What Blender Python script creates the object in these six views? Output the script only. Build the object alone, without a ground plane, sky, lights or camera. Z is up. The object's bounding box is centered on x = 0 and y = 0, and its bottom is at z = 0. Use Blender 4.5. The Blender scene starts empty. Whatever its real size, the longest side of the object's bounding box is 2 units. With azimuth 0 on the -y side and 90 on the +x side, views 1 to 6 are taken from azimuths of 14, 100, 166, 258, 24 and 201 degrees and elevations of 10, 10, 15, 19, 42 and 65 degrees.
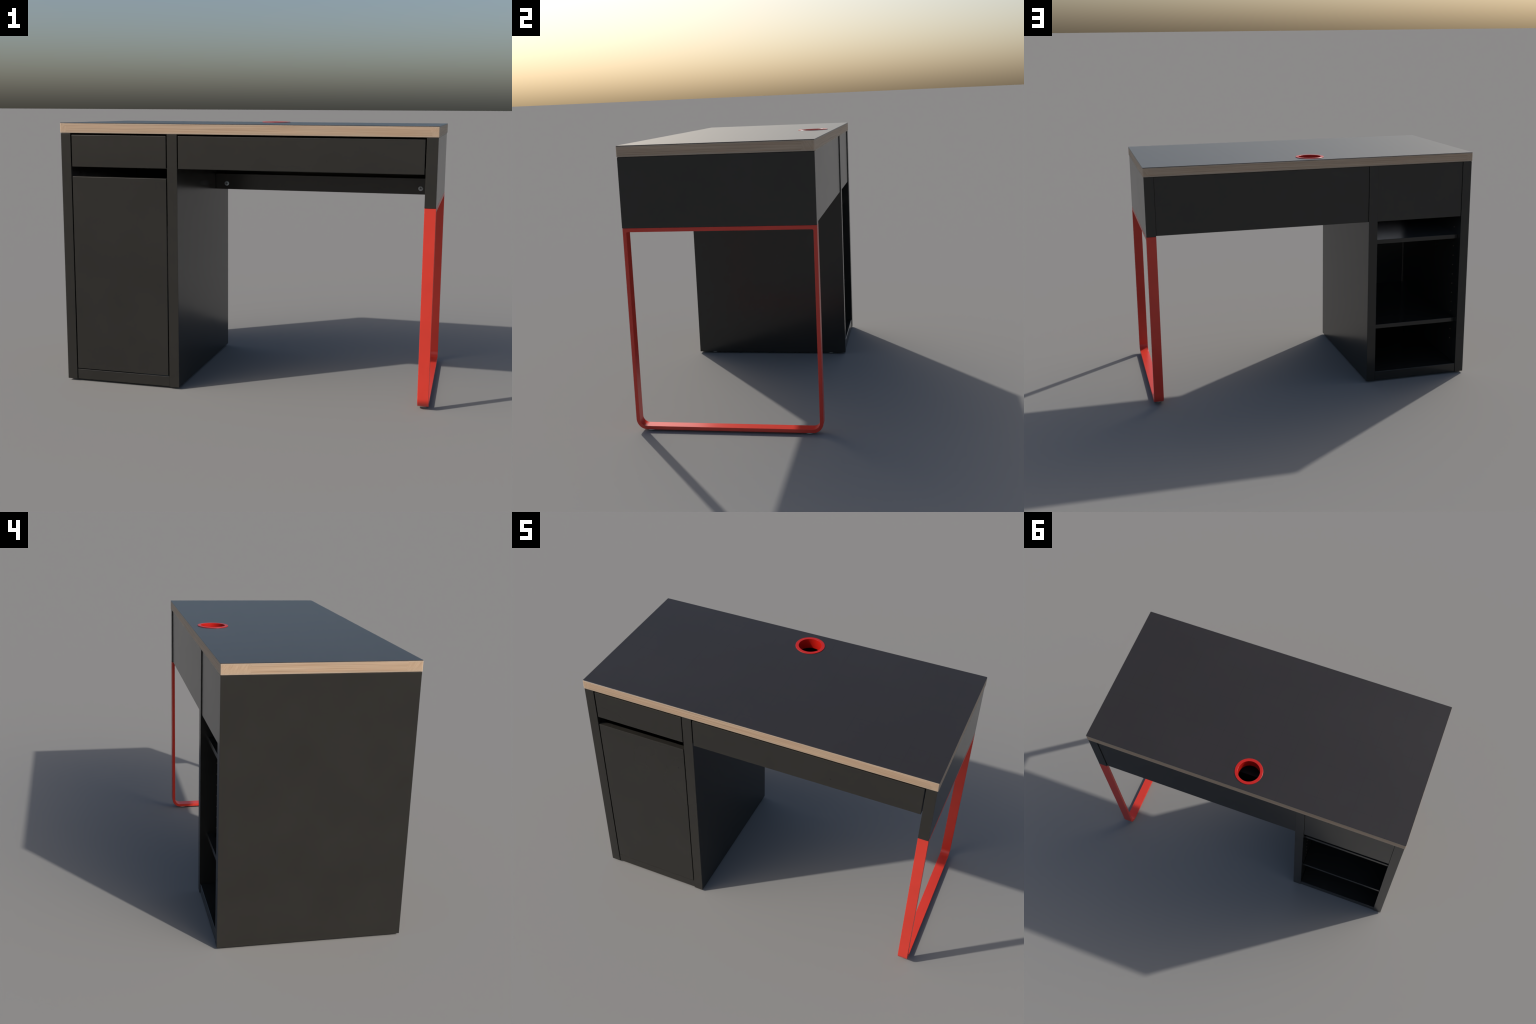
# Writing desk: dark laminate top with pale wood edge, cabinet with door and drawer on one
# side, wide drawer in the middle, red bent-steel leg frame on the other side.
import bpy, bmesh, math
from mathutils import Vector, Matrix

# ------------------------------------------------------------------ main sizes (metres)
HALF_W, HALF_D = 1.0, 0.4755            # tabletop half extents
TOP_Z, LAMINATE, TOP_UNDER = 1.4305, 0.0026, 1.3765
PANEL_TOP = 1.3747
PANEL_T = 0.0555                        # board thickness of sides and floor
FLOOR_GAP = 0.0075
FRONT, BACK = -0.4740, 0.4742           # front and back edges of the upright panels
BACK_FACE = 0.4690                      # face of the inset back boards
LEFT_OUT, LEFT_IN = -0.9965, -0.9410
DIV_IN, DIV_OUT = -0.3930, -0.3375      # divider: cabinet side, knee side
RIGHT_IN, RIGHT_OUT = 0.9405, 0.9965
SKIRT_Z = 1.0325                        # lower edge of the short side panel
FRONT_T = 0.033                         # thickness of door and drawer fronts
FRONT_FACE = -0.4732
GROMMET = (-0.0005, 0.3535)

# ------------------------------------------------------------------ node helpers
def new_material(name):
    m = bpy.data.materials.new(name)
    m.use_nodes = True
    nt = m.node_tree
    nt.nodes.clear()
    out = nt.nodes.new("ShaderNodeOutputMaterial")
    bsdf = nt.nodes.new("ShaderNodeBsdfPrincipled")
    nt.links.new(bsdf.outputs[0], out.inputs[0])
    return m, nt, bsdf

def node(nt, kind, **props):
    n = nt.nodes.new(kind)
    for k, v in props.items():
        setattr(n, k, v)
    return n

def plug(nt, sock, v):
    if isinstance(v, bpy.types.NodeSocket):
        nt.links.new(v, sock)
    elif v is not None:
        sock.default_value = v

def maths(nt, op, a, b=None, c=None, clamp=False):
    n = node(nt, "ShaderNodeMath", operation=op, use_clamp=clamp)
    for i, v in enumerate((a, b, c)):
        plug(nt, n.inputs[i], v)
    return n.outputs[0]

def mix(nt, fac, a, b, mode="MIX"):
    n = node(nt, "ShaderNodeMix", data_type="RGBA", blend_type=mode)
    plug(nt, n.inputs["Factor"], fac)
    for key, v in ((6, a), (7, b)):
        plug(nt, n.inputs[key], v if isinstance(v, bpy.types.NodeSocket) else (*v, 1.0))
    return n.outputs[2]

def ramp(nt, fac, stops):
    n = node(nt, "ShaderNodeValToRGB")
    plug(nt, n.inputs[0], fac)
    e = n.color_ramp.elements
    while len(e) < len(stops):
        e.new(0.5)
    for el, (p, c) in zip(e, stops):
        el.position = p
        el.color = (*c, 1.0) if len(c) == 3 else c
    return n.outputs[0]

def grey(v):
    return (v, v, v)

def coords(nt, scale=(1, 1, 1), rot=(0, 0, 0)):
    tc = node(nt, "ShaderNodeTexCoord")
    mp = node(nt, "ShaderNodeMapping")
    nt.links.new(tc.outputs["Object"], mp.inputs["Vector"])
    mp.inputs["Scale"].default_value = scale
    mp.inputs["Rotation"].default_value = rot
    return mp.outputs[0]

def noise(nt, vec, scale, detail=3.0, rough=0.5, distort=0.0):
    n = node(nt, "ShaderNodeTexNoise")
    nt.links.new(vec, n.inputs["Vector"])
    n.inputs["Scale"].default_value = scale
    n.inputs["Detail"].default_value = detail
    n.inputs["Roughness"].default_value = rough
    n.inputs["Distortion"].default_value = distort
    return n.outputs["Fac"]

# ------------------------------------------------------------------ materials
def foil_board(name, base, roughness, specular=0.5):
    """Dark foil-covered board: nearly even colour, faint clouding, sparse dark scuffs."""
    m, nt, b = new_material(name)
    v = coords(nt)
    cloud = noise(nt, v, 4.0, 2.0)
    tone = ramp(nt, cloud, [(0.3, tuple(c * 0.94 for c in base)), (0.7, tuple(c * 1.06 for c in base))])
    scuff = ramp(nt, noise(nt, coords(nt, (9, 9, 5)), 3.1, 4.0, 0.65),
                 [(0.70, grey(0.0)), (0.76, grey(1.0))])
    tone = mix(nt, maths(nt, "MULTIPLY", scuff, 0.30), tone, tuple(c * 0.55 for c in base))
    plug(nt, b.inputs["Base Color"], tone)
    r = maths(nt, "MULTIPLY_ADD", cloud, 0.04, roughness - 0.02)
    plug(nt, b.inputs["Roughness"], r)
    b.inputs["Specular IOR Level"].default_value = specular
    return m

def laminate_material():
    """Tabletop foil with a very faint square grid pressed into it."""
    m, nt, b = new_material("dark_laminate")
    base = (0.0276, 0.0241, 0.0234)
    v = coords(nt)
    sep = node(nt, "ShaderNodeSeparateXYZ")
    nt.links.new(v, sep.inputs[0])
    def line(s, phase, pitch, width):
        t = maths(nt, "DIVIDE", maths(nt, "SUBTRACT", s, phase), pitch)
        f = maths(nt, "ABSOLUTE", maths(nt, "SUBTRACT", maths(nt, "FRACT", maths(nt, "ADD", t, 0.5)), 0.5))
        return maths(nt, "LESS_THAN", f, width)
    lines = maths(nt, "MAXIMUM", line(sep.outputs[0], 0.9015, 0.1108, 0.017),
                  line(sep.outputs[1], 0.047, 0.1075, 0.017))
    broken = ramp(nt, noise(nt, v, 7.0, 2.0), [(0.32, grey(0.15)), (0.60, grey(1.0))])
    cloud = noise(nt, v, 2.2, 2.0)
    tone = ramp(nt, cloud, [(0.3, tuple(c * 0.96 for c in base)), (0.7, tuple(c * 1.04 for c in base))])
    tone = mix(nt, maths(nt, "MULTIPLY", maths(nt, "MULTIPLY", lines, broken), 0.28),
               tone, tuple(c * 0.5 for c in base))
    plug(nt, b.inputs["Base Color"], tone)
    b.inputs["Roughness"].default_value = 0.30
    return m

def wood_material():
    """Pale edge veneer: fine streaks along the board, slanting hatch near the corners."""
    m, nt, b = new_material("pale_wood_veneer")
    streak = noise(nt, coords(nt, (1.8, 1.8, 370.0)), 1.0, 3.0, 0.65, 0.1)
    broad = noise(nt, coords(nt, (5.0, 5.0, 60.0)), 1.0, 2.0)
    hue = noise(nt, coords(nt, (9.0, 9.0, 40.0)), 1.0, 2.0)
    tc = node(nt, "ShaderNodeTexCoord")
    sep = node(nt, "ShaderNodeSeparateXYZ")
    nt.links.new(tc.outputs["Object"], sep.inputs[0])
    x, y, z = sep.outputs
    # slanting hatch: streaks that run diagonally in (length, height)
    run = maths(nt, "ADD", maths(nt, "SUBTRACT", x, y), maths(nt, "MULTIPLY", z, -0.55))
    comb = node(nt, "ShaderNodeCombineXYZ")
    plug(nt, comb.inputs[0], maths(nt, "MULTIPLY", run, 170.0))
    plug(nt, comb.inputs[1], maths(nt, "MULTIPLY", z, 28.0))
    ripple = maths(nt, "SINE", maths(nt, "MULTIPLY", run, 2 * math.pi * 190.0))
    hatch = maths(nt, "ADD", maths(nt, "MULTIPLY", noise(nt, comb.outputs[0], 1.0, 2.0, 0.5), 0.35),
                  maths(nt, "MULTIPLY_ADD", ripple, 0.05, 0.345))
    left = maths(nt, "LESS_THAN", x, 0.0)
    wobble = maths(nt, "MULTIPLY_ADD", hue, 0.05, -0.025)      # ragged border of the hatched ends
    yw = maths(nt, "ADD", y, wobble)
    near_end_y = maths(nt, "MAXIMUM",
                       maths(nt, "GREATER_THAN", yw, maths(nt, "MULTIPLY_ADD", left, -0.078, 0.413)),
                       maths(nt, "MULTIPLY", left, maths(nt, "LESS_THAN", yw, -0.400)))
    on_side = maths(nt, "GREATER_THAN", maths(nt, "ABSOLUTE", x), HALF_W - 0.0016)
    near_end_x = maths(nt, "GREATER_THAN", maths(nt, "ADD", maths(nt, "ABSOLUTE", x), wobble), HALF_W - 0.034)
    front_or_back = maths(nt, "GREATER_THAN", maths(nt, "ABSOLUTE", y), HALF_D - 0.0016)
    corner = maths(nt, "MAXIMUM", maths(nt, "MULTIPLY", on_side, near_end_y),
                   maths(nt, "MULTIPLY", front_or_back, near_end_x))
    blend = node(nt, "ShaderNodeMix", data_type="FLOAT")
    plug(nt, blend.inputs[0], corner)
    plug(nt, blend.inputs[2], streak)
    plug(nt, blend.inputs[3], hatch)
    grain = blend.outputs[0]
    tone = ramp(nt, grain, [(0.32, (0.320, 0.207, 0.132)), (0.44, (0.430, 0.290, 0.185)),
                            (0.56, (0.505, 0.355, 0.235)), (0.70, (0.590, 0.430, 0.300))])
    tone = mix(nt, ramp(nt, broad, [(0.40, grey(0.0)), (0.75, grey(0.35))]), tone, (0.43, 0.335, 0.245))
    tone = mix(nt, ramp(nt, hue, [(0.52, grey(0.0)), (0.80, grey(0.40))]), tone, (0.48, 0.295, 0.195))
    # greyer glue lines along the two long borders of the band
    mid = (TOP_UNDER + TOP_Z) / 2
    border = maths(nt, "GREATER_THAN", maths(nt, "ABSOLUTE", maths(nt, "SUBTRACT", z, mid)), 0.0205)
    tone = mix(nt, maths(nt, "MULTIPLY", border, 0.45), tone, (0.40, 0.335, 0.265))
    # pale strip down the upright corners of the edge band
    arris = maths(nt, "MULTIPLY", maths(nt, "GREATER_THAN", maths(nt, "ABSOLUTE", x), HALF_W - 0.0045),
                  maths(nt, "GREATER_THAN", maths(nt, "ABSOLUTE", y), HALF_D - 0.0045))
    tone = mix(nt, maths(nt, "MULTIPLY", arris, 0.6), tone, (0.62, 0.46, 0.32))
    plug(nt, b.inputs["Base Color"], tone)
    b.inputs["Roughness"].default_value = 0.48
    bump = node(nt, "ShaderNodeBump")
    bump.inputs["Strength"].default_value = 0.10
    bump.inputs["Distance"].default_value = 0.001
    plug(nt, bump.inputs["Height"], grain)
    nt.links.new(bump.outputs[0], b.inputs["Normal"])
    return m

def red_lacquer(name, base, roughness):
    m, nt, b = new_material(name)
    v = coords(nt)
    tone = ramp(nt, noise(nt, v, 6.0, 2.0), [(0.3, tuple(c * 0.95 for c in base)), (0.7, tuple(c * 1.04 for c in base))])
    chip = ramp(nt, noise(nt, coords(nt, (14, 14, 9)), 4.0, 3.0, 0.6), [(0.73, grey(0.0)), (0.77, grey(0.25))])
    tone = mix(nt, chip, tone, tuple(c * 0.6 for c in base))
    plug(nt, b.inputs["Base Color"], tone)
    b.inputs["Roughness"].default_value = roughness
    return m

def plain(name, base, roughness, metallic=0.0):
    m, nt, b = new_material(name)
    v = coords(nt)
    tone = ramp(nt, noise(nt, v, 30.0, 2.0), [(0.3, tuple(c * 0.93 for c in base)), (0.7, tuple(c * 1.05 for c in base))])
    plug(nt, b.inputs["Base Color"], tone)
    b.inputs["Roughness"].default_value = roughness
    b.inputs["Metallic"].default_value = metallic
    return m

BOARD = foil_board("black_brown_foil", (0.0232, 0.0218, 0.0187), 0.215)
DRAWER_BOARD = foil_board("dark_drawer_board", (0.020, 0.019, 0.017), 0.55)
LAMINATE_MAT = laminate_material()
WOOD = wood_material()
RED = red_lacquer("red_powder_coat", (0.700, 0.046, 0.028), 0.30)
RED_PLASTIC = red_lacquer("red_plastic", (0.490, 0.011, 0.006), 0.34)
STEEL = plain("zinc_screw", (0.52, 0.58, 0.62), 0.40, 0.25)
GLIDE = plain("white_glide", (0.62, 0.62, 0.60), 0.5)
RAW = plain("raw_chipboard", (0.085, 0.055, 0.034), 0.8)

# ------------------------------------------------------------------ mesh helpers
root = bpy.data.objects.new("writing_desk", None)
bpy.context.scene.collection.objects.link(root)
root.empty_display_size = 0.1
root["label"] = "black desk with pale wood edge and red leg frame"
root["category"] = "desk"

def add(name, bm, mat, parent, smooth_angle=None):
    me = bpy.data.meshes.new(name)
    bmesh.ops.recalc_face_normals(bm, faces=bm.faces)
    bm.to_mesh(me)
    bm.free()
    me.materials.append(mat)
    ob = bpy.data.objects.new(name, me)
    if smooth_angle is not None:
        me.shade_smooth()
        me.set_sharp_from_angle(angle=smooth_angle)
        wn = ob.modifiers.new("even_normals", "WEIGHTED_NORMAL")
        wn.mode, wn.weight, wn.keep_sharp = "FACE_AREA", 100, True
    bpy.context.scene.collection.objects.link(ob)
    ob.parent = parent
    return ob

def box_into(bm, x0, x1, y0, y1, z0, z1, bevel=0.0, segments=2, corner=0.0):
    part = bmesh.new()
    bmesh.ops.create_cube(part, size=1.0)
    for v in part.verts:
        v.co = Vector((x0 if v.co.x < 0 else x1, y0 if v.co.y < 0 else y1, z0 if v.co.z < 0 else z1))
    if corner:                          # round the upright corners first
        upright = [e for e in part.edges if abs(e.verts[0].co.z - e.verts[1].co.z) > 1e-4]
        bmesh.ops.bevel(part, geom=upright, offset=corner, segments=4, profile=0.5, affect="EDGES")
        rims = [e for e in part.edges if abs(e.verts[0].co.z - e.verts[1].co.z) < 1e-6]
        bmesh.ops.bevel(part, geom=rims, offset=bevel, segments=1, profile=0.5, affect="EDGES")
    elif bevel:
        bmesh.ops.bevel(part, geom=part.edges[:], offset=bevel, segments=segments, profile=0.5, affect="EDGES")
    tmp = bpy.data.meshes.new("tmp")
    part.to_mesh(tmp)
    part.free()
    bm.from_mesh(tmp)
    bpy.data.meshes.remove(tmp)

def board(name, x0, x1, y0, y1, z0, z1, mat=None, parent=None, bevel=0.0012, corner=0.0):
    bm = bmesh.new()
    box_into(bm, x0, x1, y0, y1, z0, z1, bevel, 2, corner)
    return add(name, bm, mat or BOARD, parent or root)

def lathe(bm, profile, segments, centre, closed=True):
    """Revolve (radius, z) points around a vertical axis at centre (x, y)."""
    rings = []
    for r, z in profile:
        rings.append([bm.verts.new((centre[0] + r * math.cos(2 * math.pi * i / segments),
                                    centre[1] + r * math.sin(2 * math.pi * i / segments), z))
                      for i in range(segments)])
    count = len(rings) if closed else len(rings) - 1
    for k in range(count):
        a, b = rings[k], rings[(k + 1) % len(rings)]
        for i in range(segments):
            j = (i + 1) % segments
            bm.faces.new((a[i], a[j], b[j], b[i]))
    return rings

def cut(ob, cutters):
    """Boolean-subtract helper objects from ob and bake the result."""
    for c in cutters:
        mod = ob.modifiers.new("cut", "BOOLEAN")
        mod.object, mod.operation, mod.solver = c, "DIFFERENCE", "EXACT"
    bpy.context.view_layer.update()
    dg = bpy.context.evaluated_depsgraph_get()
    me = bpy.data.meshes.new_from_object(ob.evaluated_get(dg))
    ob.modifiers.clear()
    ob.data = me
    for c in cutters:
        bpy.data.objects.remove(c, do_unlink=True)

def cylinder_object(name, r, depth, matrix, segments=48):
    bm = bmesh.new()
    bmesh.ops.create_cone(bm, cap_ends=True, segments=segments, radius1=r, radius2=r, depth=depth, matrix=matrix)
    return add(name, bm, BOARD, None)

# ------------------------------------------------------------------ tabletop
top = board("tabletop", -HALF_W, HALF_W, -HALF_D, HALF_D, TOP_UNDER, TOP_Z - LAMINATE - 0.0002,
            WOOD, root, 0.0010, 0.0045)
sheet = board("laminate_sheet", -HALF_W + 0.0004, HALF_W - 0.0004, -HALF_D + 0.0004, HALF_D - 0.0004,
              TOP_Z - LAMINATE, TOP_Z, LAMINATE_MAT, top, 0.0007, 0.0043)
for ob in (top, sheet):
    at = Matrix.Translation((GROMMET[0], GROMMET[1], 1.40))
    cut(ob, [cylinder_object("hole_cutter", 0.0735, 0.2, at)])

bm = bmesh.new()
lathe(bm, [(0.0662, TOP_Z + 0.0028), (0.0668, TOP_Z + 0.0032), (0.0826, TOP_Z + 0.0032), (0.0838, TOP_Z + 0.0024),
           (0.0842, TOP_Z + 0.0004), (0.0725, TOP_Z + 0.0004), (0.0715, 1.3735), (0.0650, 1.3735)], 48, GROMMET)
add("cable_grommet", bm, RED_PLASTIC, top, math.radians(25))

# ------------------------------------------------------------------ uprights
board("side_panel", LEFT_OUT, LEFT_IN, FRONT, BACK, FLOOR_GAP, PANEL_TOP)
board("side_panel", DIV_IN, DIV_OUT, FRONT, BACK, FLOOR_GAP, PANEL_TOP)
skirt = board("side_panel", RIGHT_IN, RIGHT_OUT, FRONT, BACK, SKIRT_Z, PANEL_TOP)
# hidden packing strips that close the shadow joint between uprights and top
for x0, x1 in ((LEFT_OUT, LEFT_IN), (DIV_IN, DIV_OUT), (RIGHT_IN, RIGHT_OUT)):
    board("packing_strip", x0 + 0.003, x1 - 0.003, FRONT + 0.003, BACK - 0.003, PANEL_TOP - 0.006, TOP_UNDER + 0.0008,
          DRAWER_BOARD, root, 0.0)

# ------------------------------------------------------------------ cabinet
board("bottom_panel", LEFT_IN + 0.0006, DIV_IN - 0.0006, FRONT + 0.0040, BACK - 0.0030, FLOOR_GAP + 0.0005, 0.0655, bevel=0.0026)
board("cabinet_door", LEFT_IN + 0.0050, DIV_IN - 0.0055, FRONT_FACE, FRONT_FACE + FRONT_T, 0.0700, 1.1440, bevel=0.0025)
board("back_panel", LEFT_IN + 0.0008, DIV_IN - 0.0008, BACK_FACE - 0.020, BACK_FACE, 1.0355, PANEL_TOP - 0.0005)
for z in (0.3390, 0.8870):
    board("shelf", LEFT_IN + 0.0012, DIV_IN - 0.0012, FRONT_FACE + FRONT_T + 0.0015, 0.4345, z, z + 0.0260)

# strips modelled to block light slits beside the door, top and bottom bays
for x0, x1 in ((LEFT_IN + 0.0008, LEFT_IN + 0.0180), (DIV_IN - 0.0180, DIV_IN - 0.0008)):
    for z0, z1 in ((0.0660, 0.3385), (0.9135, 1.1420)):
        board("slit_light_block", x0, x1, FRONT_FACE + FRONT_T + 0.0015, FRONT_FACE + FRONT_T + 0.012, z0, z1, DRAWER_BOARD)

# shelf-pin holes: rows of small bare-chipboard dots on the inner faces, 32 mm system
def pin_rows(x, direction):
    bm = bmesh.new()
    for y in (0.384,):
        z = 0.2095
        while z < 0.96:
            if all(abs(z - s) > 0.026 for s in (0.352, 0.900)):
                m = Matrix.Translation((x, y, z)) @ Matrix.Rotation(math.pi / 2, 4, "Y")
                bmesh.ops.create_cone(bm, cap_ends=True, segments=12, radius1=0.0036, radius2=0.0036,
                                      depth=0.0016, matrix=m)
            z += 0.0617
    ob = add("shelf_pin_holes", bm, RAW, root)
    ob["kind"] = "stuff"
pin_rows(LEFT_IN, 1)
pin_rows(DIV_IN, -1)

# ------------------------------------------------------------------ drawers
def drawer(x0, x1, depth):
    """Front plate plus an open-topped box behind it."""
    front = board("drawer", x0, x1, FRONT_FACE, FRONT_FACE + FRONT_T, 1.1960, 1.3665, bevel=0.0025)
    y0, y1 = FRONT_FACE + FRONT_T + 0.0005, FRONT_FACE + depth
    a, b, t = x0 + 0.012, x1 - 0.012, 0.016
    bm = bmesh.new()
    box_into(bm, a, a + t, y0, y1, 1.2100, 1.3120)
    box_into(bm, b - t, b, y0, y1, 1.2100, 1.3120)
    box_into(bm, a + t + 0.0005, b - t - 0.0005, y1 - t, y1 - 0.001, 1.2110, 1.3100)
    box_into(bm, a + t + 0.0005, b - t - 0.0005, y0, y1 - t - 0.0005, 1.2940, 1.3020)
    add("drawer_box", bm, DRAWER_BOARD, front)
drawer(LEFT_IN + 0.0055, DIV_IN - 0.0055, 0.797)
drawer(DIV_OUT + 0.0050, RIGHT_IN - 0.0055, 0.797)

# ------------------------------------------------------------------ back apron, crossbar, cable tray
apron = board("back_apron", DIV_OUT + 0.0008, RIGHT_IN - 0.0008, BACK_FACE - 0.020, BACK_FACE, 1.0362, PANEL_TOP - 0.0005)
BAR_Y = 0.2135
bar = board("crossbar", DIV_OUT + 0.0006, RIGHT_IN - 0.0006, BAR_Y, BAR_Y + 0.020, 1.0348, 1.1262)
board("cable_tray", DIV_OUT + 0.0010, RIGHT_IN - 0.0010, BAR_Y + 0.0205, BACK_FACE - 0.0205, 1.0420, 1.0560, DRAWER_BOARD)

def screw(x, z, turn):
    m = Matrix.Translation((x, BAR_Y - 0.0008, z)) @ Matrix.Rotation(math.pi / 2, 4, "X")
    bm = bmesh.new()
    lathe(bm, [(0.0002, 0.0040), (0.0090, 0.0038), (0.0125, 0.0028), (0.0140, 0.0008), (0.0140, -0.0040), (0.0002, -0.0040)],
          28, (0, 0))
    head = add("screw", bm, STEEL, bar, math.radians(40))
    cutters = []
    for k in (0, 1):
        cb = bmesh.new()
        box_into(cb, -0.0085, 0.0085, -0.0018, 0.0018, -0.0025, 0.01)
        c = add("slot_cutter", cb, STEEL, None)
        c.data.transform(Matrix.Rotation(turn + k * math.pi / 2, 4, "Z"))
        cutters.append(c)
    cut(head, cutters)
    head.data.transform(m)
screw(-0.2690, 1.0690, math.radians(8))
screw(0.8745, 1.0690, math.radians(20))

# ------------------------------------------------------------------ red leg frame
def rounded_loop(y0, y1, z0, z1, r_low, r_high, steps=12):
    pts = []
    def arc(cy, cz, r, a0, a1, n):
        for i in range(n + 1):
            a = a0 + (a1 - a0) * i / n
            pts.append((cy + r * math.cos(a), cz + r * math.sin(a)))
    arc(y1 - r_low, z0 + r_low, r_low, -math.pi / 2, 0, steps)
    arc(y1 - r_high, z1 - r_high, r_high, 0, math.pi / 2, steps)
    arc(y0 + r_high, z1 - r_high, r_high, math.pi / 2, math.pi, steps)
    arc(y0 + r_low, z0 + r_low, r_low, math.pi, 1.5 * math.pi, steps)
    return pts

FLAT = 0.0178                           # thickness of the flat steel
LEG_Y0, LEG_Y1, LEG_Z0, LEG_Z1 = -0.4720, 0.4745, 0.0068, SKIRT_Z - 0.0004
outer = rounded_loop(LEG_Y0, LEG_Y1, LEG_Z0, LEG_Z1, 0.054, 0.0012)
inner = rounded_loop(LEG_Y0 + FLAT, LEG_Y1 - FLAT, LEG_Z0 + FLAT, LEG_Z1 - FLAT - 0.0012, 0.054 - FLAT, 0.006)
edge = 0.0010
bm = bmesh.new()
def section_ring(pts, x, grow):
    """Loop of vertices at x, with the outline moved by grow along its normals."""
    n = len(pts)
    out = []
    for i, (y, z) in enumerate(pts):
        (ay, az), (by, bz) = pts[i - 1], pts[(i + 1) % n]
        ty, tz = by - ay, bz - az
        l = math.hypot(ty, tz)
        out.append(bm.verts.new((x, y + grow * tz / l, z - grow * ty / l)))
    return out
X0, X1 = RIGHT_IN, RIGHT_OUT + 0.0006
rings = [section_ring(outer, X0 + edge, 0), section_ring(outer, X1 - edge, 0), section_ring(outer, X1, -edge),
         section_ring(inner, X1, edge), section_ring(inner, X1 - edge, 0), section_ring(inner, X0 + edge, 0),
         section_ring(inner, X0, edge), section_ring(outer, X0, -edge)]
for k in range(len(rings)):
    a, b = rings[k], rings[(k + 1) % len(rings)]
    for i in range(len(a)):
        j = (i + 1) % len(a)
        bm.faces.new((a[i], a[j], b[j], b[i]))
frame = add("leg_frame", bm, RED, root, math.radians(35))

# glides under the leg frame and under the cabinet
def glide(x, y, r, z1, parent):
    bm = bmesh.new()
    lathe(bm, [(0.0003, 0.0), (r * 0.85, 0.0), (r, 0.0016), (r, z1), (0.0003, z1)], 24, (x, y))
    return add("foot_glide", bm, GLIDE, parent, math.radians(40))
for y in (-0.400, 0.403):
    glide((X0 + X1) / 2, y, 0.023, LEG_Z0 + 0.0015, frame)
for x in ((LEFT_OUT + LEFT_IN) / 2, (DIV_IN + DIV_OUT) / 2):
    for y in (-0.38, 0.38):
        glide(x, y, 0.016, FLOOR_GAP + 0.0015, root)
